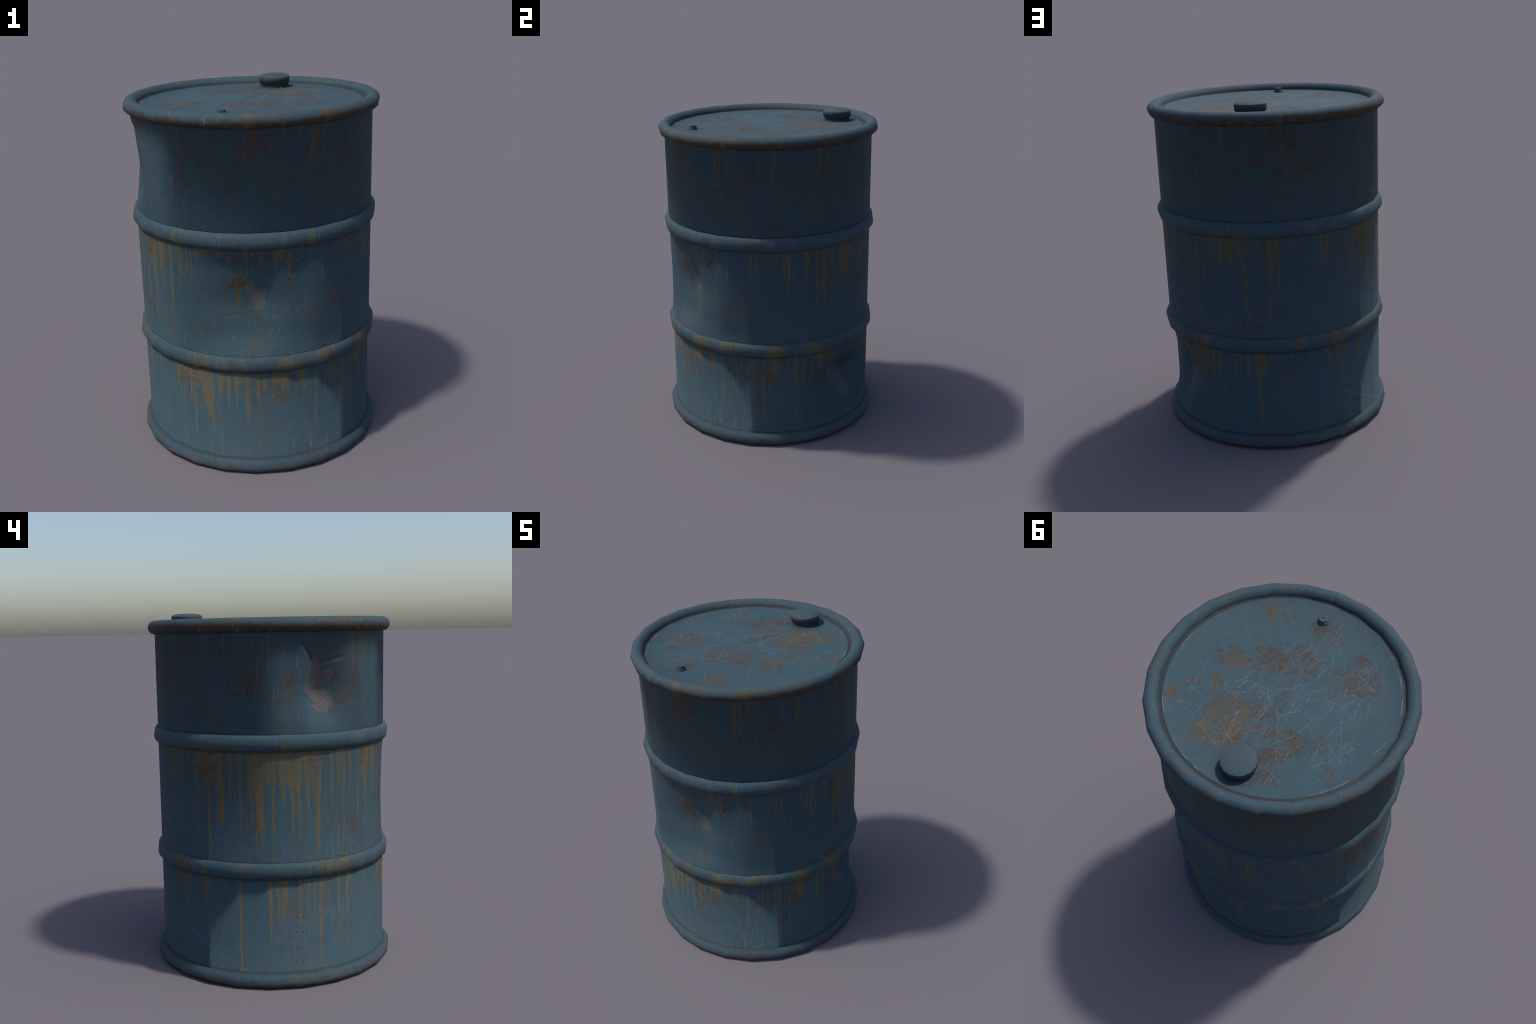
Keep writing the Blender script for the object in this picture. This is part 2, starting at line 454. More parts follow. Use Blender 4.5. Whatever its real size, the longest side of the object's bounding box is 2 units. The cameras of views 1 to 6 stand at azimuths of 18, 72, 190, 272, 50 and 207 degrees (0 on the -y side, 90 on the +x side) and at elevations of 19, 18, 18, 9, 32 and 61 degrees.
def wall_material(name, hoop=False):
    g = Nodes(name)
    wob = g.noise(g.P, 14, 2, 0.5, stretch=(1, 1, 0.5), offset=(5, 5, 5))
    fine = g.noise(g.P, 95, 4, 0.75, offset=(1, 4, 2))
    mid = g.noise(g.P, 32, 3, 0.7, offset=(8, 2, 6))
    curtain = g.noise(g.P, 34, 2.5, 0.65, stretch=(1, 1, 0.035), offset=(2, 2, 0))
    col = paint_base(g)

    # bluer paint shows where water runs under the hoops
    # --- rust runs: wide at the top, thinning downwards, ragged at the sides
    q = g.vmul(g.warp(g.Wflat, 11, .016), (1, 1, 0))

    def runs(name, table):
        def build(h):
            qh = h.vmul(h.warp(h.Wflat, 11, .016), (1, 1, 0))
            drip = h.noise(h.P, 34, 2.5, 0.65, stretch=(1, 1, 0.035), offset=(2, 2, 0))
            comb = h.mul(h.sub(drip, .5), .20)
            out = None
            for a, w, top, ln in table:
                d = h.dist(qh, on_wall(a, 0))
                if w < .040:
                    # one trickle: even width, closing at its foot
                    t = h.mn(h.mx(h.mad(h.z, 1.0 / ln, 1.0 - top / ln), 0.0), 1.0)
                    r = h.mad(h.m('POWER', t, 0.35 if w < .026 else .6), w * .56, h.mul(d, -1.0))
                else:
                    # a curtain: upright sides, its lower edge combed into drips
                    r = h.mn(h.mad(d, -1.0, w * .55), h.add(h.mad(h.z, .30, -.30 * (top - ln * .72)), comb))
                out = r if out is None else h.mx(out, r)
            return out
        return g.group(name, build)

    def band(lo, hi):
        return g.mul(g.m('GREATER_THAN', g.z, lo), g.m('LESS_THAN', g.z, hi))

    zones = []
    if hoop:
        # short stains over the hoop, heavier on its lower edge in places
        n = g.noise(g.P, 13, 3, 0.6, stretch=(1, 1, .2), offset=(3, 0, 0))
        low = g.mx(g.ramp(g.z, Z_HOOP_HI + .015, Z_HOOP_HI - .045),
                   g.mul(g.ramp(g.z, Z_HOOP_LO + .03, Z_HOOP_LO - .045), g.m('LESS_THAN', g.z, 1.0)))
        f = g.add(g.mad(low, .10, n), g.mul(g.sub(curtain, .5), .55))
        spots = [(-97, Z_HOOP_LO, .10), (-89, Z_HOOP_LO, .12), (-80, Z_HOOP_LO, .10), (-60, Z_HOOP_LO, .10), (-42, Z_HOOP_LO, .12),
                 (-14, Z_HOOP_LO, .10), (8, Z_HOOP_LO, .12), (131, Z_HOOP_LO, .09), (60, Z_HOOP_LO, .10),
                 (-150, Z_HOOP_LO, .16), (-84, Z_HOOP_HI, .14), (-75, Z_HOOP_HI - .02, .12), (-47, Z_HOOP_HI, .05),
                 (150, Z_HOOP_HI, .10), (84, Z_HOOP_HI - .03, .10), (-172, Z_HOOP_HI - .02, .12), (-112, Z_HOOP_HI, .10)]
        near = g.fold('MAXIMUM', (g.mad(g.dist(g.P, on_wall(a, z, R_BODY + .02)), -1.0 / r, 1.0) for a, z, r in spots))
        f = g.mad(g.mx(near, 0.0), .20, f)
        runm = g.ramp(g.add(f, g.mul(g.sub(fine, .5), .45)), .68, .76)
    else:
        rag = g.add(g.mul(g.sub(fine, .5), .016), g.mul(g.sub(mid, .5), .012))
        rag = g.add(rag, g.mul(g.sub(curtain, .5), .022))
        r = g.add(runs("runs_top", RUNS_TOP), g.mul(rag, 1.3))
        rt = g.mul(g.ramp(r, -.0014, .0022), g.mul(g.m('GREATER_THAN', g.z, 1.34), g.ramp(mid, .36, .58, .04, .60)))
        rm = g.mul(g.ramp(g.add(runs("runs_mid", RUNS_MID), rag), -.0014, .0020), band(.66, 1.30))
        rl = g.mul(g.ramp(g.add(runs("runs_low", RUNS_LOW), rag), -.0014, .0020), band(.05, .625))
        runm = g.mx(rt, g.mx(rm, rl))
        # faint washes between the runs
        wash = g.mx(g.mul(g.ramp(g.z, .98, 1.29), band(.66, 1.30)), g.mul(g.ramp(g.z, .36, .61), band(.05, .625)))
        wash = g.mx(wash, g.mul(g.ramp(g.z, 1.55, 1.90), .75))
        thin = g.ramp(g.add(curtain, g.mul(wash, .10)), .645, .70)
        runm = g.mx(runm, g.mul(g.mul(thin, g.ramp(wash, .05, .4)), .85))
        col = g.mix(g.mul(g.mx(wash, 0.0), .35), col, PAINT_BLUE)
    slit = g.noise(g.P, 52, 3, 0.7, stretch=(1, 1, 0.06), offset=(6, 1, 3))
    runm = g.mul(runm, g.mul(g.ramp(fine, .34, .48, .25, 1.0), g.ramp(slit, .36, .46, .30, 1.0)))
    runc = g.mix(g.ramp(mid, .50, .74, 0, .9), RUN, RUN_DARK)
    runc = g.mix(g.ramp(fine, .58, .74, 0, .5), runc, RUST_ORANGE)
    runc = g.mix(g.ramp(fine, .42, .32, 0, .5), runc, RUN_DARK)
    col = g.mix(g.mul(runm, .90), col, runc)

    # --- speckled rust blotches
    if not hoop:
        near = g.group("blotches", lambda h: h.fold('MAXIMUM', (h.mad(h.dist(h.W, on_wall(a, z)), -1.0 / (1.7 * r), 1.0) for a, z, r in BLOTCH)))
        speck = g.noise(g.P, 62, 5, .80, offset=(3, 3, 3))
        patchy = g.noise(g.P, 21, 3, .65, offset=(1, 8, 2))
        near = g.m('POWER', g.mx(near, 0.0), .7)
        field = g.add(g.mul(near, .205), g.mad(speck, .95, g.mul(patchy, .60)))
        stray = g.noise(g.P, 4.5, 2, .6, offset=(0, 6, 3))
        field = g.add(field, g.ramp(stray, .42, .72, -.03, .10))
        field = g.add(field, g.mul(g.mx(wash, 0.0), .055))
    else:
        field = g.add(g.mad(fine, .75, g.mul(mid, .55)), g.ramp(g.noise(g.P, 6, 2, .6), .4, .7, 0, .12))
    rmask = g.ramp(field, .96, 1.03) if not hoop else g.ramp(field, .84, .92)
    col = g.mix(g.mul(rmask, .72), col, rust_shade(g))

    if not hoop:
        # --- scraped bare metal in the three dents
        patch = []
        for pts in ([(-157, 1.71, .045), (-155, 1.65, .060), (-154, 1.59, .070), (-151.5, 1.53, .062), (-158.5, 1.60, .045),
                     (-149.5, 1.66, .04), (-151, 1.49, .03)],
                    [(-75.5, 1.035, .030), (-71.5, .99, .046), (-70.5, .955, .040), (-72, .93, .022)],
                    [(20, .455, .045), (27, .42, .075), (31, .34, .08), (35, .26, .06), (37, .205, .035)]):
            best = None
            for a, z, rr in pts:
                c1 = g.mad(g.dist(g.W, on_wall(a, z)), -1.0, rr)
                best = c1 if best is None else g.mx(best, c1)
            patch.append(best)
        edge = g.mul(g.sub(g.noise(g.P, 120, 3, .7), .5), .055)
        edge = g.add(edge, g.mul(g.sub(g.noise(g.P, 28, 2, .5), .5), .045))
        p0 = g.ramp(g.add(patch[0], edge), .0, .008)
        p1 = g.ramp(g.add(patch[1], edge), .0, .010, 0, .75)
        p2 = g.ramp(g.add(patch[2], edge), .0, .012, 0, .80)
        pm = g.mx(p0, g.mx(p1, p2))
        grain = g.noise(g.P, 130, 3, .8, stretch=(1, 1, .7))
        metal = g.mix(g.ramp(grain, .35, .68), METAL_DARK, METAL)
        metal = g.mix(g.ramp(mid, .62, .76, 0, .35), metal, RUST)
        col = g.mix(pm, col, metal)

        # --- one deep rust-eaten spot with a run under it, a small one below
        sp = []
        for a, z, rr in ((-82.5, 1.075, .027), (-80.2, 1.084, .022), (-84.6, 1.060, .016), (-78.8, 1.078, .012), (-72.3, .873, .010), (-57, 1.10, .010)):
            sp.append(g.mad(g.dist(g.W, on_wall(a, z)), -1.0, rr))
        sp = g.add(g.fold('MAXIMUM', sp), g.add(g.mul(g.sub(fine, .5), .045), g.mul(g.sub(mid, .5), .035)))
        dr = g.mul(g.ramp(g.dist(q, on_wall(-82, 0)), .019, .010), g.mul(band(.86, 1.075), g.ramp(g.z, .86, 1.0)))
        dr = g.mx(dr, 0.0)
        col = g.mix(g.mul(dr, .8), col, RUST_ORANGE)
        col = g.mix(g.ramp(sp, -.008, -.002), col, RUST_ORANGE)
        col = g.mix(g.ramp(sp, -.001, .002), col, (0.012, 0.009, 0.008))
        col = g.mix(g.ramp(sp, .003, .005), col, (0.060, 0.044, 0.024))

    # --- crease occlusion painted as a thin broken line where wall and swell meet
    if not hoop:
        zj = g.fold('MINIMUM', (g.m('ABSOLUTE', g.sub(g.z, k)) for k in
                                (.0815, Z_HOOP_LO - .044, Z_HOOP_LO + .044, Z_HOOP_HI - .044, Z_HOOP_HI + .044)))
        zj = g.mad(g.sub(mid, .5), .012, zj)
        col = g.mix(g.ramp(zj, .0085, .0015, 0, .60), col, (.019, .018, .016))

    # --- small rusted-through pits
    height = g.mul(fine, .25)
    if not hoop:
        def pit_field(h):
            w2 = h.vmul(h.W, (1, 1, 1.8))
            return h.fold('MINIMUM', (h.dist(w2, (on_wall(a, 0)[0], on_wall(a, 0)[1], z * 1.8)) for a, z in PITS_AT))
        pd = g.group("pits", pit_field)
        pd = g.mad(g.sub(fine, .5), .016, pd)
        col = g.mix(g.ramp(pd, .0125, .006, 0, .55), col, RUN_DARK)
        pin = g.ramp(pd, .0066, .0042, 0, .9)
        col = g.mix(pin, col, PIT)

    # --- scratches
    sc = g.noise(g.P, 3.0, 2, .6, offset=(9, 9, 1))
    up = g.noise(g.P, 1.0, 1.5, .5, stretch=(95, 95, 8), offset=(.3, .1, .7))
    chips = g.noise(g.P, 150, 1, .5, stretch=(1, 1, .6), offset=(4, 4, 4))
    s1 = g.mul(g.ramp(up, .67, .72), g.ramp(sc, .42, .60, .20, .95))
    s2 = g.mul(g.ramp(chips, .71, .75), g.ramp(sc, .40, .60, .25, .95))
    marks = g.mx(s1, s2)
    if not hoop:
        def unroll(h):
            """the wall laid flat, split open at -57 deg"""
            ang = h.m('WRAP', h.add(h.m('ARCTAN2', h.y, h.x), 57 * DEG), 2 * math.pi, 0.0)
            comb = h.new("ShaderNodeCombineXYZ")
            h.put(comb.inputs[0], h.mul(ang, R_BODY))
            h.put(comb.inputs[1], h.z)
            return comb.outputs[0]

        def cut_field(h):
            uv = h.vmul(h.warp(unroll(h), 11, .004), (1, 1, 0))
            out = None
            for a1, z1, a2, z2, w in CUTS:
                u1, u2 = ((a1 + 57) % 360) * DEG * R_BODY, ((a2 + 57) % 360) * DEG * R_BODY
                c1 = h.mad(h.segment(uv, (u1, z1, 0), (u2, z2, 0)), -1.0 / (w * 1.5), 1.0)
                out = c1 if out is None else h.mx(out, c1)
            return out
        flat_wall = unroll(g)
        hz = g.noise(flat_wall, 1.0, 1.5, .5, stretch=(22, 150, 1), offset=(3, 3, 0), rot=(0, 0, .35))
        marks = g.mx(marks, g.mul(g.ramp(hz, .72, .75), g.ramp(sc, .46, .6, 0, .8)))
        # a belt of fine rubbing low on two sides
        rub = g.fold('MAXIMUM', (g.mad(g.dist(g.W, on_wall(a, z)), -1.0 / rr, 1.0) for a, z, rr in
                                 ((-48, .18, .24), (-38, .14, .22), (-146, .38, .24), (-143, .75, .18), (-30, .12, .2), (66, .76, .16), (-108, 1.56, .26), (-168, .30, .14))))
        rubm = g.mx(g.ramp(up, .58, .66), g.ramp(hz, .62, .68))
        marks = g.mx(marks, g.mul(g.mul(rubm, g.ramp(rub, 0, .8)), .75))
        cut = g.group("cuts", cut_field)
        brk = g.ramp(g.noise(g.P, 38, 2, .6, offset=(6, 1, 1)), .34, .54, .25, 1)
        marks = g.mx(marks, g.mul(g.mul(g.ramp(cut, 0, .6), brk), .9))
    else:
        arc = g.noise(g.P, 1.0, 2, .5, stretch=(60, 60, 6), offset=(1.3, .1, .7))
        marks = g.mx(marks, g.mul(g.ramp(arc, .63, .69), .7))
        crest = g.ramp(g.v('LENGTH', g.flat), R_BODY + .010, R_BODY + .023)
        wear = g.add(g.noise(g.P, 9, 4, .7, stretch=(1, 1, .5), offset=(2, 7, 7)), g.mul(g.sub(fine, .5), .5))
        col = g.mix(g.mul(g.ramp(wear, .50, .64), g.mul(crest, .55)), col, (.060, .080, .092))
    col = g.mix(g.mul(marks, .85), col, g.mix(g.ramp(mid, .5, .7), CHIP, CHIP_PALE))
    rough = g.mad(runm, .10, .80)
    return g.finish(col, rough, height, .25, .003)


def rim_material(name, foot=False):
    g = Nodes(name)
    fine = g.noise(g.P, 95, 4, 0.75, offset=(1, 4, 2))
    mid = g.noise(g.P, 24, 3, 0.65, stretch=(1, 1, .6), offset=(8, 2, 6))
    big = g.noise(g.P, 5, 3, .6, offset=(2, 3, 1))
    col = paint_base(g, (1, 1, .5))
    rad = g.v('LENGTH', g.flat)
    if not foot:
        # the underside of the bead has rusted; the rust creeps up unevenly
        edge = g.add(g.mul(g.sub(mid, .5), .085), g.mul(g.sub(big, .5), .060))
        h = g.add(g.sub(Z_RIM + .010, g.z), edge)
        h = g.add(h, g.mul(g.sub(fine, .5), .02))
        under = g.mul(g.ramp(h, -.012, .016), g.m('GREATER_THAN', rad, R_BODY - .012))
        c = g.mix(g.ramp(mid, .42, .66), RUST_DEEP, (0.046, 0.028, 0.020))
        c = g.mix(g.ramp(fine, .54, .70, 0, .5), c, RUST)
        col = g.mix(g.mul(under, .92), col, c)
        spots = [(-74, .20), (-40, .16), (-64, .17), (-100, .07), (-140, .16), (-150, .10), (12, .13), (-20, .09),
                 (86, .10), (103, .12), (70, .07), (150, .16), (165, .12), (-12, .06), (40, .06), (-172, .1), (124, .06)]
        near = g.fold('MAXIMUM', (g.mad(g.dist(g.P, on_wall(a, Z_RIM + .012, R_BODY + .025)), -1.0 / (1.3 * r), 1.0) for a, r in spots))
        f = g.add(g.mul(g.mx(near, 0), .17), g.mad(fine, .60, g.mul(mid, .60)))
        m = g.ramp(g.add(f, g.mul(g.sub(fine, .5), .25)), .74, .82)
        cc = g.mix(g.ramp(big, .4, .6), RUST_ORANGE, RUN)
        col = g.mix(g.mul(m, .7), col, g.mix(g.ramp(fine, .5, .7), cc, RUST))
        # dark grey band in the groove by the lid
        grv = g.mul(g.ramp(g.mad(g.sub(mid, .5), .012, rad), .631, .624), g.m('LESS_THAN', g.z, Z_RIM + .012))
        col = g.mix(g.mul(grv, .75), col, GROOVE_DARK)
    else:
        # paint worn to primer and dirt along the bottom edge
        h = g.add(g.z, g.mul(g.sub(mid, .5), .075))
        h = g.add(h, g.mul(g.sub(big, .5), .075))
        col = g.mix(g.ramp(g.add(h, g.mul(g.sub(fine, .5), .03)), .050, .030, 0, .8), col, (0.076, 0.068, 0.063))
        col = g.mix(g.ramp(h, .026, .010, 0, .85), col, (0.038, 0.029, 0.024))
        f = g.add(g.mad(fine, .6, g.mul(mid, .6)), g.ramp(big, .45, .7, -.02, .10))
        col = g.mix(g.ramp(f, .70, .76, 0, .7), col, g.mix(g.ramp(mid, .45, .6), RUN, RUST))
    arc = g.noise(g.P, 1.0, 2, .5, stretch=(65, 65, 5), offset=(.3, .1, .7))
    marks = g.mul(g.ramp(arc, .625, .69), g.ramp(big, .40, .58, .25, .9))
    chips = g.ramp(g.noise(g.P, 140, 1, .5), .70, .74)
    if foot:
        col = g.mix(g.ramp(g.mad(g.sub(mid, .5), .012, g.z), .068, .078, 0, .5), col, (.021, .022, .022))  # upper lip darkened to draw the soft shadow in the wall joint
    col = g.mix(g.mul(g.mx(marks, chips), .45 if foot else .75), col, g.mix(g.ramp(mid, .45, .6), CHIP, CHIP_PALE))
    return g.finish(col, .80, g.mul(fine, .25), .25, .003)


def lid_material():
    g = Nodes("lid_paint")
    fine = g.noise(g.P, 62, 6, 0.80, offset=(1, 4, 2))
    mid = g.noise(g.P, 17, 4, 0.65, offset=(8, 2, 6))
    big = g.noise(g.P, 4, 3, .6, offset=(2, 3, 1))
    col = paint_base(g, (1, 1, 1))
    rad = g.v('LENGTH', g.flat)
    P = g.flat
    # --- rust, eaten through the paint in ragged islands
    islands = [(.14, -.185, .09), (.08, -.16, .10), (.01, -.19, .08), (-.04, -.23, .08), (.04, -.24, .06), (.35, -.06, .08),
               (.29, -.08, .07), (-.23, -.22, .07), (-.32, -.25, .09), (-.27, -.19, .07), (-.29, -.32, .07),
               (-.37, -.18, .05), (.33, .07, .03), (.23, .17, .10), (.17, .27, .13), (.26, .36, .08), (.12, .36, .07),
               (.10, .19, .10), (.02, .15, .07), (.05, .27, .08), (-.08, .24, .06), (-.18, .25, .07), (-.28, .22, .06), (-.10, .37, .09),
               (.48, .24, .06), (.44, .13, .04), (-.16, .46, .06), (-.41, .33, .04), (-.10, -.44, .06), (.0, -.42, .05), (.27, -.43, .06), (.20, -.46, .05), (-.02, .03, .03)]
    near = g.fold('MAXIMUM', (g.mad(g.dist(P, (a, b, 0)), -1.0 / (1.9 * r), 1.0) for a, b, r in islands))
    near = g.mx(near, 0.0)
    near = g.m('POWER', near, .7)
    f = g.add(g.mul(near, .30), g.mad(fine, 1.0, g.mul(mid, .60)))
    rust = g.mul(g.ramp(f, 1.0, 1.055), g.ramp(rad, .60, .585))
    yel = g.fold('MAXIMUM', (g.mad(g.dist(P, (a, b, 0)), -1.0 / r, 1.0) for a, b, r in
                             ((.22, .20, .16), (.22, .34, .18), (.40, .20, .2), (.30, -.02, .12), (.30, -.44, .16), (.12, .24, .12))))
    yel = g.mul(g.ramp(yel, 0, .55), g.ramp(mid, .38, .6, .35, 1))
    shade = g.mix(g.ramp(g.noise(P, 40, 3, .6), .42, .62), (.045, .036, .030), (.058, .039, .029))
    shade = g.mix(g.mul(yel, .8), shade, (.074, .055, .029))
    shade = g.mix(g.ramp(fine, .56, .70, 0, .4), shade, (.070, .043, .029))
    col = g.mix(g.mul(rust, .84), col, shade)
    # yellow haze by the cap
    haze = g.ramp(g.mad(g.dist(P, (.18, .30, 0)), -1.0 / .20, 1.0), .0, .8, 0, .35)
    col = g.mix(g.mul(haze, g.ramp(mid, .40, .58)), col, (.060, .052, .035))

    # --- scratches: broken dashes in several directions, thick in some areas
    cl = g.fold('MAXIMUM', (g.mad(g.dist(P, (a, b, 0)), -1.0 / r, 1.0) for a, b, r in
                            ((.12, .10, .20), (.06, .22, .20), (-.09, .20, .20), (-.30, .08, .26), (-.27, -.02, .2), (.02, .00, .26),
                             (.02, -.22, .20), (-.12, -.30, .22), (.30, .05, .18), (.16, .30, .2), (-.36, .26, .2), (-.35, -.25, .16), (.40, .12, .12))))
    cl = g.ramp(cl, -.25, .7, .18, 1)
    dsum = []
    for k, (ang, al, ac, cut) in enumerate(((62, 13, 95, .655), (95, 11, 100, .665), (75, 6, 110, .67), (15, 15, 105, .675),
                                             (-38, 13, 100, .67), (128, 16, 95, .675), (86, 20, 85, .67))):
        rot = (0, 0, -ang * DEG)
        n = g.noise(P, 1.0, 1.6, .55, stretch=(al, ac, 1), offset=(k * 1.7, k * .6, k), rot=rot)
        thr = g.mad(cl, -.075, cut + .055)
        dsum.append(g.ramp(g.sub(n, thr), 0, .03))
    marks = g.fold('MAXIMUM', dsum)
    chips = g.noise(P, 85, 2, .65)
    marks = g.mx(g.mul(marks, .55), g.mul(g.ramp(g.sub(chips, g.mad(cl, -.11, .755)), 0, .03), .9))
    lines = [(.44, .27, .14, .42, .0022), (.14, .18, .13, .40, .0024), (.155, .20, .12, .36, .0020), (.02, .04, .05, .33, .0030),
             (.035, .05, .065, .30, .0022), (-.08, -.09, -.09, .23, .0020), (.29, .07, .19, .12, .0020), (-.37, -.13, -.39, .02, .0020),
             (-.24, -.05, -.26, .06, .0028), (-.10, -.52, -.09, -.36, .0030), (-.115, -.50, -.12, -.38, .0022), (.22, -.48, .13, -.42, .0020),
             (.37, -.30, .25, -.19, .0016), (-.58, .05, -.55, .14, .0030), (-.15, .51, -.16, .42, .0022), (-.12, .43, -.21, .47, .0018),
             (.48, -.13, .28, -.33, .0015), (-.41, -.2, -.30, -.26, .0030), (-.42, -.19, -.31, -.225, .0020), (.34, -.02, .43, .06, .0022),
             (.05, -.20, .0, -.16, .0030), (.02, -.23, -.04, -.14, .0024), (-.02, -.33, -.12, -.20, .0016), (.1, .02, -.2, -.10, .0014),
             (.06, .36, -.2, .28, .0014), (-.3, .35, -.45, .16, .0018), (.25, .12, .07, .04, .0018), (-.02, .10, -.16, .40, .0018),
             (-.33, .02, -.45, .30, .0016), (.30, .30, .02, .38, .0014)]
    # more short strokes gathered in the same areas, mostly along one sweep
    rnd = random.Random(11)
    homes = [(.12, .10, .16), (.06, .22, .16), (-.09, .20, .18), (-.30, .08, .20), (-.27, -.02, .16), (.02, .0, .18),
             (.02, -.22, .16), (-.12, -.32, .16), (.28, .05, .16), (.16, .30, .16), (-.36, .26, .14), (.38, .14, .12), (-.15, .44, .10)]
    for k in range(70):
        hx, hy, hr = homes[k % len(homes)]
        cx, cy = hx + rnd.gauss(0, .5) * hr, hy + rnd.gauss(0, .5) * hr
        an = (rnd.gauss(80, 22) if rnd.random() < .65 else rnd.uniform(0, 180)) * DEG
        ln_ = rnd.uniform(.012, .055)
        if math.hypot(cx, cy) < .53:
            lines.append((cx - ln_ * math.cos(an), cy - ln_ * math.sin(an), cx + ln_ * math.cos(an), cy + ln_ * math.sin(an), rnd.uniform(.0016, .0030)))

    def stroke_field(part):
        def build(h):
            qq = h.vmul(h.warp(h.flat, 22, .012), (1, 1, 0))
            return h.fold('MAXIMUM', (h.mad(h.segment(qq, (a, b, 0), (c, d, 0)), -1.0 / (w * 2.0), 1.0) for a, b, c, d, w in part))
        return build
    ln = g.mx(g.group("long_scratches", stroke_field(lines[:50])), g.group("short_scratches", stroke_field(lines[50:])))
    brk = g.ramp(g.noise(P, 70, 3, .7, offset=(6, 1, 1)), .40, .54, .0, 1)
    marks = g.mx(marks, g.mul(g.ramp(ln, 0, .6), brk))
    pale = g.mix(g.ramp(mid, .46, .64), CHIP, CHIP_PALE)
    pale = g.mix(g.mul(rust, .5), pale, (.12, .098, .080))
    col = g.mix(g.mul(marks, .82), col, pale)

    # --- worn bright edge where the lid steps down, dark grey-brown band in the step
    er = g.mul(g.ramp(g.m('ABSOLUTE', g.sub(rad, .5965)), .0032, .0014), g.ramp(g.noise(P, 5.5, 2, .6, offset=(4, 1, 0)), .54, .60))
    col = g.mix(g.mul(er, g.ramp(fine, .40, .56, 0, .85)), col, (.14, .15, .155))
    step_band = g.ramp(g.mad(g.sub(mid, .5), .006, rad), .5985, .6025, 0, .80)
    col = g.mix(step_band, col, g.mix(g.ramp(big, .4, .6), GROOVE_DARK, (.030, .028, .026)))
    # dirt round the cap and plug
    ring = g.mx(g.ramp(g.dist(P, (CAP_XY[0], CAP_XY[1], 0)), .15, .085, 0, .55),
                g.ramp(g.dist(P, (PLUG_XY[0], PLUG_XY[1], 0)), .055, .030, 0, .5))
    col = g.mix(g.mul(ring, g.ramp(mid, .36, .60, .2, 1)), col, (.032, .030, .028))
    height = g.mul(fine, .2)
    return g.finish(col, g.mad(rust, .10, .76), height, .22, .003)


def cap_material():
    g = Nodes("cap_paint")
    fine = g.noise(g.P, 110, 4, 0.7)
    mid = g.noise(g.P, 30, 3, .6, offset=(4, 1, 3))
    col = g.mix(.55, paint_base(g, (1, 1, 1)), (.033, .052, .060))
    f = g.mad(fine, .65, g.mul(mid, .6))
    col = g.mix(g.ramp(f, .66, .74, 0, .6), col, (.056, .047, .036))
    sc = g.noise(g.P, 1.0, 1.5, .5, stretch=(260, 40, 60), rot=(0, 0, .5))
    sc2 = g.noise(g.P, 1.0, 1.5, .5, stretch=(50, 280, 60), rot=(0, 0, .3))
    col = g.mix(g.mul(g.mx(g.ramp(sc, .60, .68), g.ramp(sc2, .60, .68)), .5), col, CHIP)
    # turned side tinted darker than the top: its shading put into the colour
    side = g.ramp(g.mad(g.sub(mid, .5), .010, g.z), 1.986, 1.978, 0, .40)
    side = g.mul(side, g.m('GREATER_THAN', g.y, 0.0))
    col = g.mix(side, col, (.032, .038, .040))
    return g.finish(col, .78, g.mul(fine, .25), .2, .002)


def plain_material():
    g = Nodes("underside_paint")
    return g.finish(paint_base(g, (1, 1, 1)), .65)


MAT_BODY = wall_material("wall_paint")
MAT_HOOP = wall_material("hoop_paint", hoop=True)
MAT_RIM = rim_material("rim_paint")
MAT_FOOT = rim_material("foot_paint", foot=True)
MAT_LID = lid_material()
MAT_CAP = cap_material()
MAT_PLAIN = plain_material()

# ------------------------------------------------------------------ barrel wall
# lean of the wall's shading normal (height, upward part), bottom to top
LEAN_FOOT = (.80, .60)
LEAN = [(0.08, .60), (1.885, -.61)]
BEATEN = [
    ((-147, 34), [(.08, .60), (1.40, 0), (1.74, 0), (1.80, -.20), (1.885, -.61)]),
    ((-72, 38), [(.08, .60), (.70, .19), (.76, 0), (1.15, 0), (1.275, -.22), (1.885, -.61)]),
    ((32, 30), [(.08, .60), (.14, .05), (.55, .02), (.60, .10), (1.885, -.61)]),
]


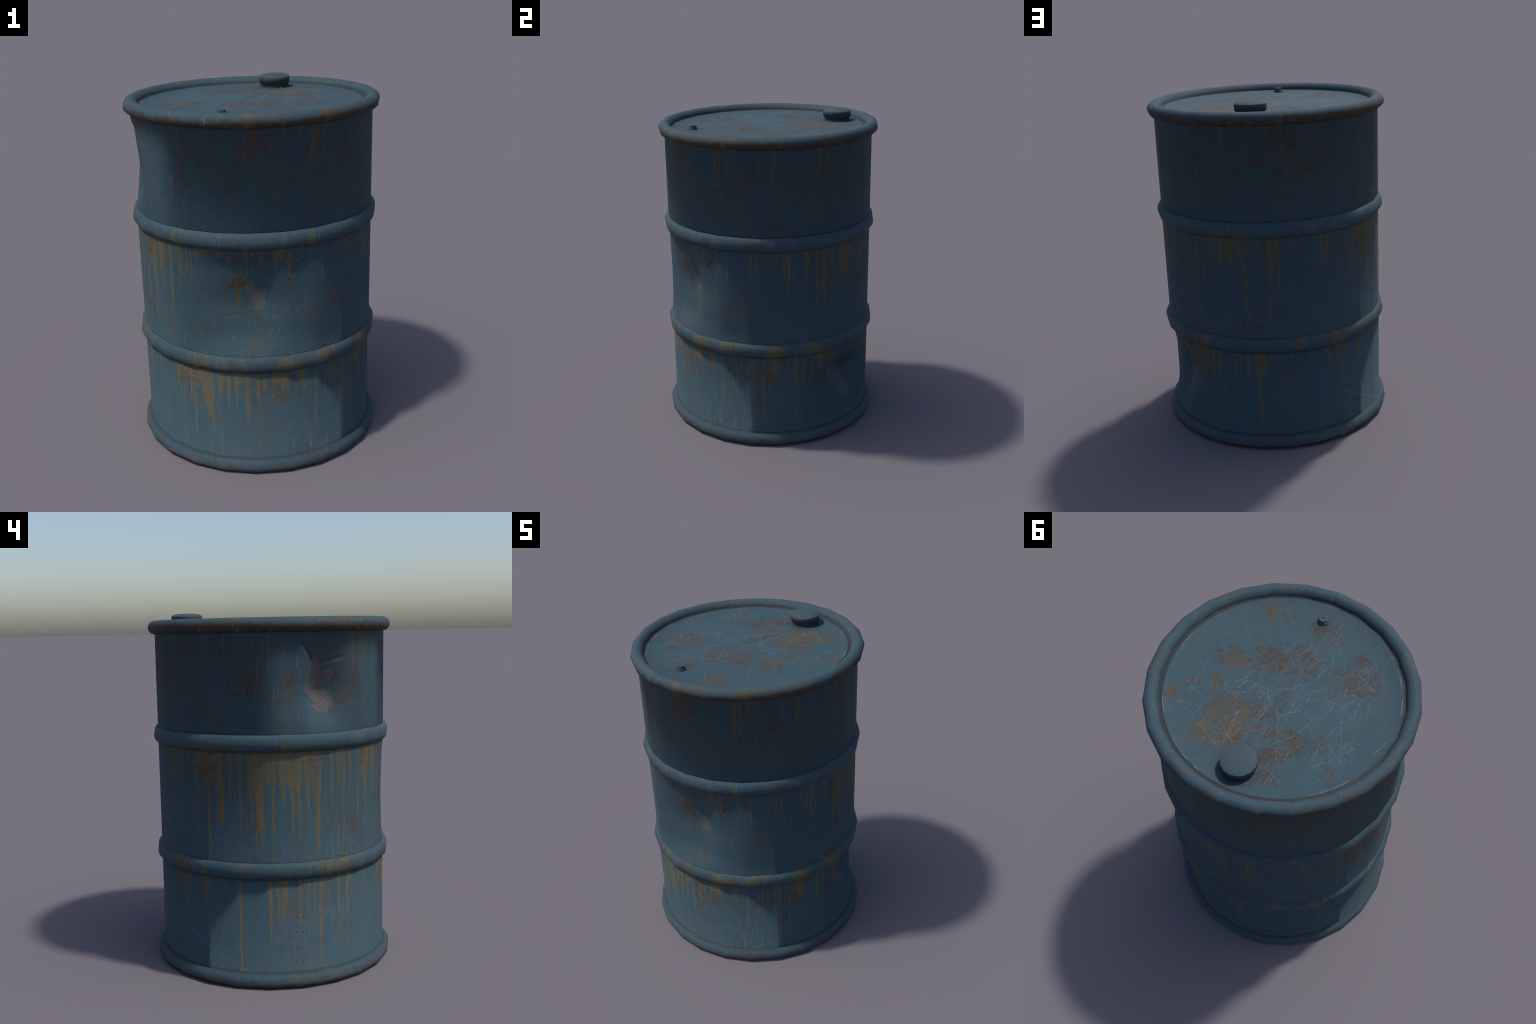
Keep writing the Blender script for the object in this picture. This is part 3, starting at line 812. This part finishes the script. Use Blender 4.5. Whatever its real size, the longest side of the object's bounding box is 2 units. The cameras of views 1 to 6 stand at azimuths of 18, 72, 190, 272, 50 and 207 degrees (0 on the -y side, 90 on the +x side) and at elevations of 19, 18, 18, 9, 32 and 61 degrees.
def build_body():
    sub = 28
    cols = SIDES * sub
    th = np.arange(cols) * 2 * math.pi / cols
    zs = np.linspace(0.05, 1.915, 340)
    T, Z = np.meshgrid(th, zs)

    r = R_BODY * polygon_factor(T) - dent_depth(T, Z) - fold_depth(T, Z)
    P = np.stack([r * np.cos(T), r * np.sin(T), Z], -1)

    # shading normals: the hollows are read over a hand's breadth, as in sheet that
    # bends stiffly, the sharp little folds over a few millimetres
    def slopes(f, eu, ev):
        return ((f(T + eu, Z) - f(T - eu, Z)) / (2 * eu), (f(T, Z + ev) - f(T, Z - ev)) / (2 * ev))

    su, sv = slopes(dent_depth, 0.085, 0.055)
    fu, fv = slopes(fold_depth, 0.006, 0.004)
    su, sv = (su + fu) / R_BODY, sv + fv
    n = np.stack([np.cos(T) - su * np.sin(T), np.sin(T) + su * np.cos(T), sv], -1)
    n /= np.linalg.norm(n, axis=-1, keepdims=True)

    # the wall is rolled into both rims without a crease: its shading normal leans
    # in under the top rim and out over the foot, changing evenly on the way down;
    # the beaten columns have lost that lean at the height of their dent
    lean = np.interp(Z, [p[0] for p in LEAN], [p[1] for p in LEAN])
    for (wa, half), curve in BEATEN:
        da = np.abs(wrap(T - wa * DEG)) / DEG
        w = np.clip((half - da) / 15 + .5, 0, 1)
        lean = lean * (1 - w) + w * np.interp(Z, [p[0] for p in curve], [p[1] for p in curve])
    rn, zn = np.sqrt(1 - lean ** 2), lean
    n = n * rn[..., None]
    n[..., 2] += zn
    n /= np.linalg.norm(n, axis=-1, keepdims=True)
    return make_object("body", P.reshape(-1, 3), grid_faces(len(zs), cols),
                       n.reshape(-1, 3), MAT_BODY)


build_body()


def hoop(zc):
    ts = [(-90 + 30 * i) * DEG for i in range(7)]
    prof = [(R_BODY - 0.001 + 0.0252 * math.cos(t), zc + 0.044 * math.sin(t)) for t in ts]
    return lathe("rolling_hoop", [prof], MAT_HOOP, sub=2)


hoop(Z_HOOP_HI)
hoop(Z_HOOP_LO)


# top rim: a rolled bead whose inner side runs down into a soft groove round the lid
c30 = [math.cos(k * 30 * DEG) for k in range(12)]
s30 = [math.sin(k * 30 * DEG) for k in range(12)]
TW = 0.0372                                   # bead half width
top = [(R_BODY - 0.004, Z_RIM - TUBE)] + \
      [(R_BODY + TW * c30[k % 12], Z_RIM + TUBE * s30[k % 12]) for k in (-3, -2, -1, 0, 1, 2, 3)] + \
      [(R_BODY - TW * 0.52, Z_RIM + TUBE * 0.84), (R_BODY - TW * 0.88, Z_RIM + TUBE * 0.45),
       (R_BODY - TW * 1.02, Z_RIM + TUBE * 0.12), (R_BODY - TW * 1.10, Z_LID - 0.003),
       (R_BODY - TW * 1.3, Z_LID - 0.006)]
lathe("top_rim", [top], MAT_RIM, sub=2, last=(-.25, .97))

# foot rim: fuller, nearly upright on the outside
foot = [(0.640, 0.004), (0.660, 0.0), (0.680, 0.0055), (0.6915, 0.016), (0.6970, 0.031),
        (0.6955, 0.047), (0.6880, 0.063), (0.676, 0.074), (R_BODY - 0.004, 0.080)]
lathe("bottom_rim", [foot], MAT_FOOT, sub=2, last=(.10, .995))

# lid: a flat disc that dips softly to the groove inside the rim
lathe("lid", [[(0.6290, Z_LID - 0.005), (0.620, Z_LID - 0.0045), (0.610, Z_LID - 0.0035), (0.601, Z_LID - 0.0005)],
              [(0.601, Z_LID - 0.0005), (0.597, Z_LID)],
              [(0.597, Z_LID), (0.53, Z_LID - 0.0001), (0.44, Z_LID), (0.2, Z_LID), (0.0005, Z_LID)]],
      MAT_LID, sides=96, flat_sided=False, lean=[None, None, {0: (-.26, .966), 1: (-.12, .993)}])
lathe("bottom_plate", [[(0.0005, 0.030), (0.655, 0.030)]], MAT_PLAIN, sides=48,
      flat_sided=False)

# screw cap on its neck
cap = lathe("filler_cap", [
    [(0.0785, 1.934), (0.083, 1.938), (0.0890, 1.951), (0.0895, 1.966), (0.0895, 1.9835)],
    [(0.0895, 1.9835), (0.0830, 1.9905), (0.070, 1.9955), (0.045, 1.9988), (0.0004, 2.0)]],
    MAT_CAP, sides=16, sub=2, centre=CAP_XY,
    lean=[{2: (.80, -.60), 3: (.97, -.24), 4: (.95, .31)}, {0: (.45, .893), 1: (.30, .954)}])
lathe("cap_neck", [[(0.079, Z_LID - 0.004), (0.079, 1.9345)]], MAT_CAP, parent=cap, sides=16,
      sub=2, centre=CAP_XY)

# small lugs round the foot of the neck
for k in range(8):
    a = (45 * k - 2) * DEG
    lug_c = (CAP_XY[0] + 0.0795 * math.cos(a), CAP_XY[1] + 0.0795 * math.sin(a))
    lathe("neck_lug", [[(0.0072, Z_LID - 0.002), (0.0068, 1.9265), (0.0045, 1.9295), (0.0003, 1.9305)]],
          MAT_CAP, parent=cap, sides=12, centre=lug_c, flat_sided=False)

# small vent plug
lathe("vent_plug", [
    [(0.0305, Z_LID - 0.004), (0.030, 1.923), (0.027, 1.934)],
    [(0.027, 1.934), (0.0225, 1.9365)],
    [(0.0225, 1.9365), (0.0220, 1.947)],
    [(0.0220, 1.947), (0.0205, 1.9485)],
    [(0.0205, 1.9485), (0.009, 1.9485)],
    [(0.009, 1.9485), (0.0075, 1.945)],
    [(0.0075, 1.945), (0.0003, 1.945)]],
    MAT_CAP, sides=12, sub=2, centre=PLUG_XY)
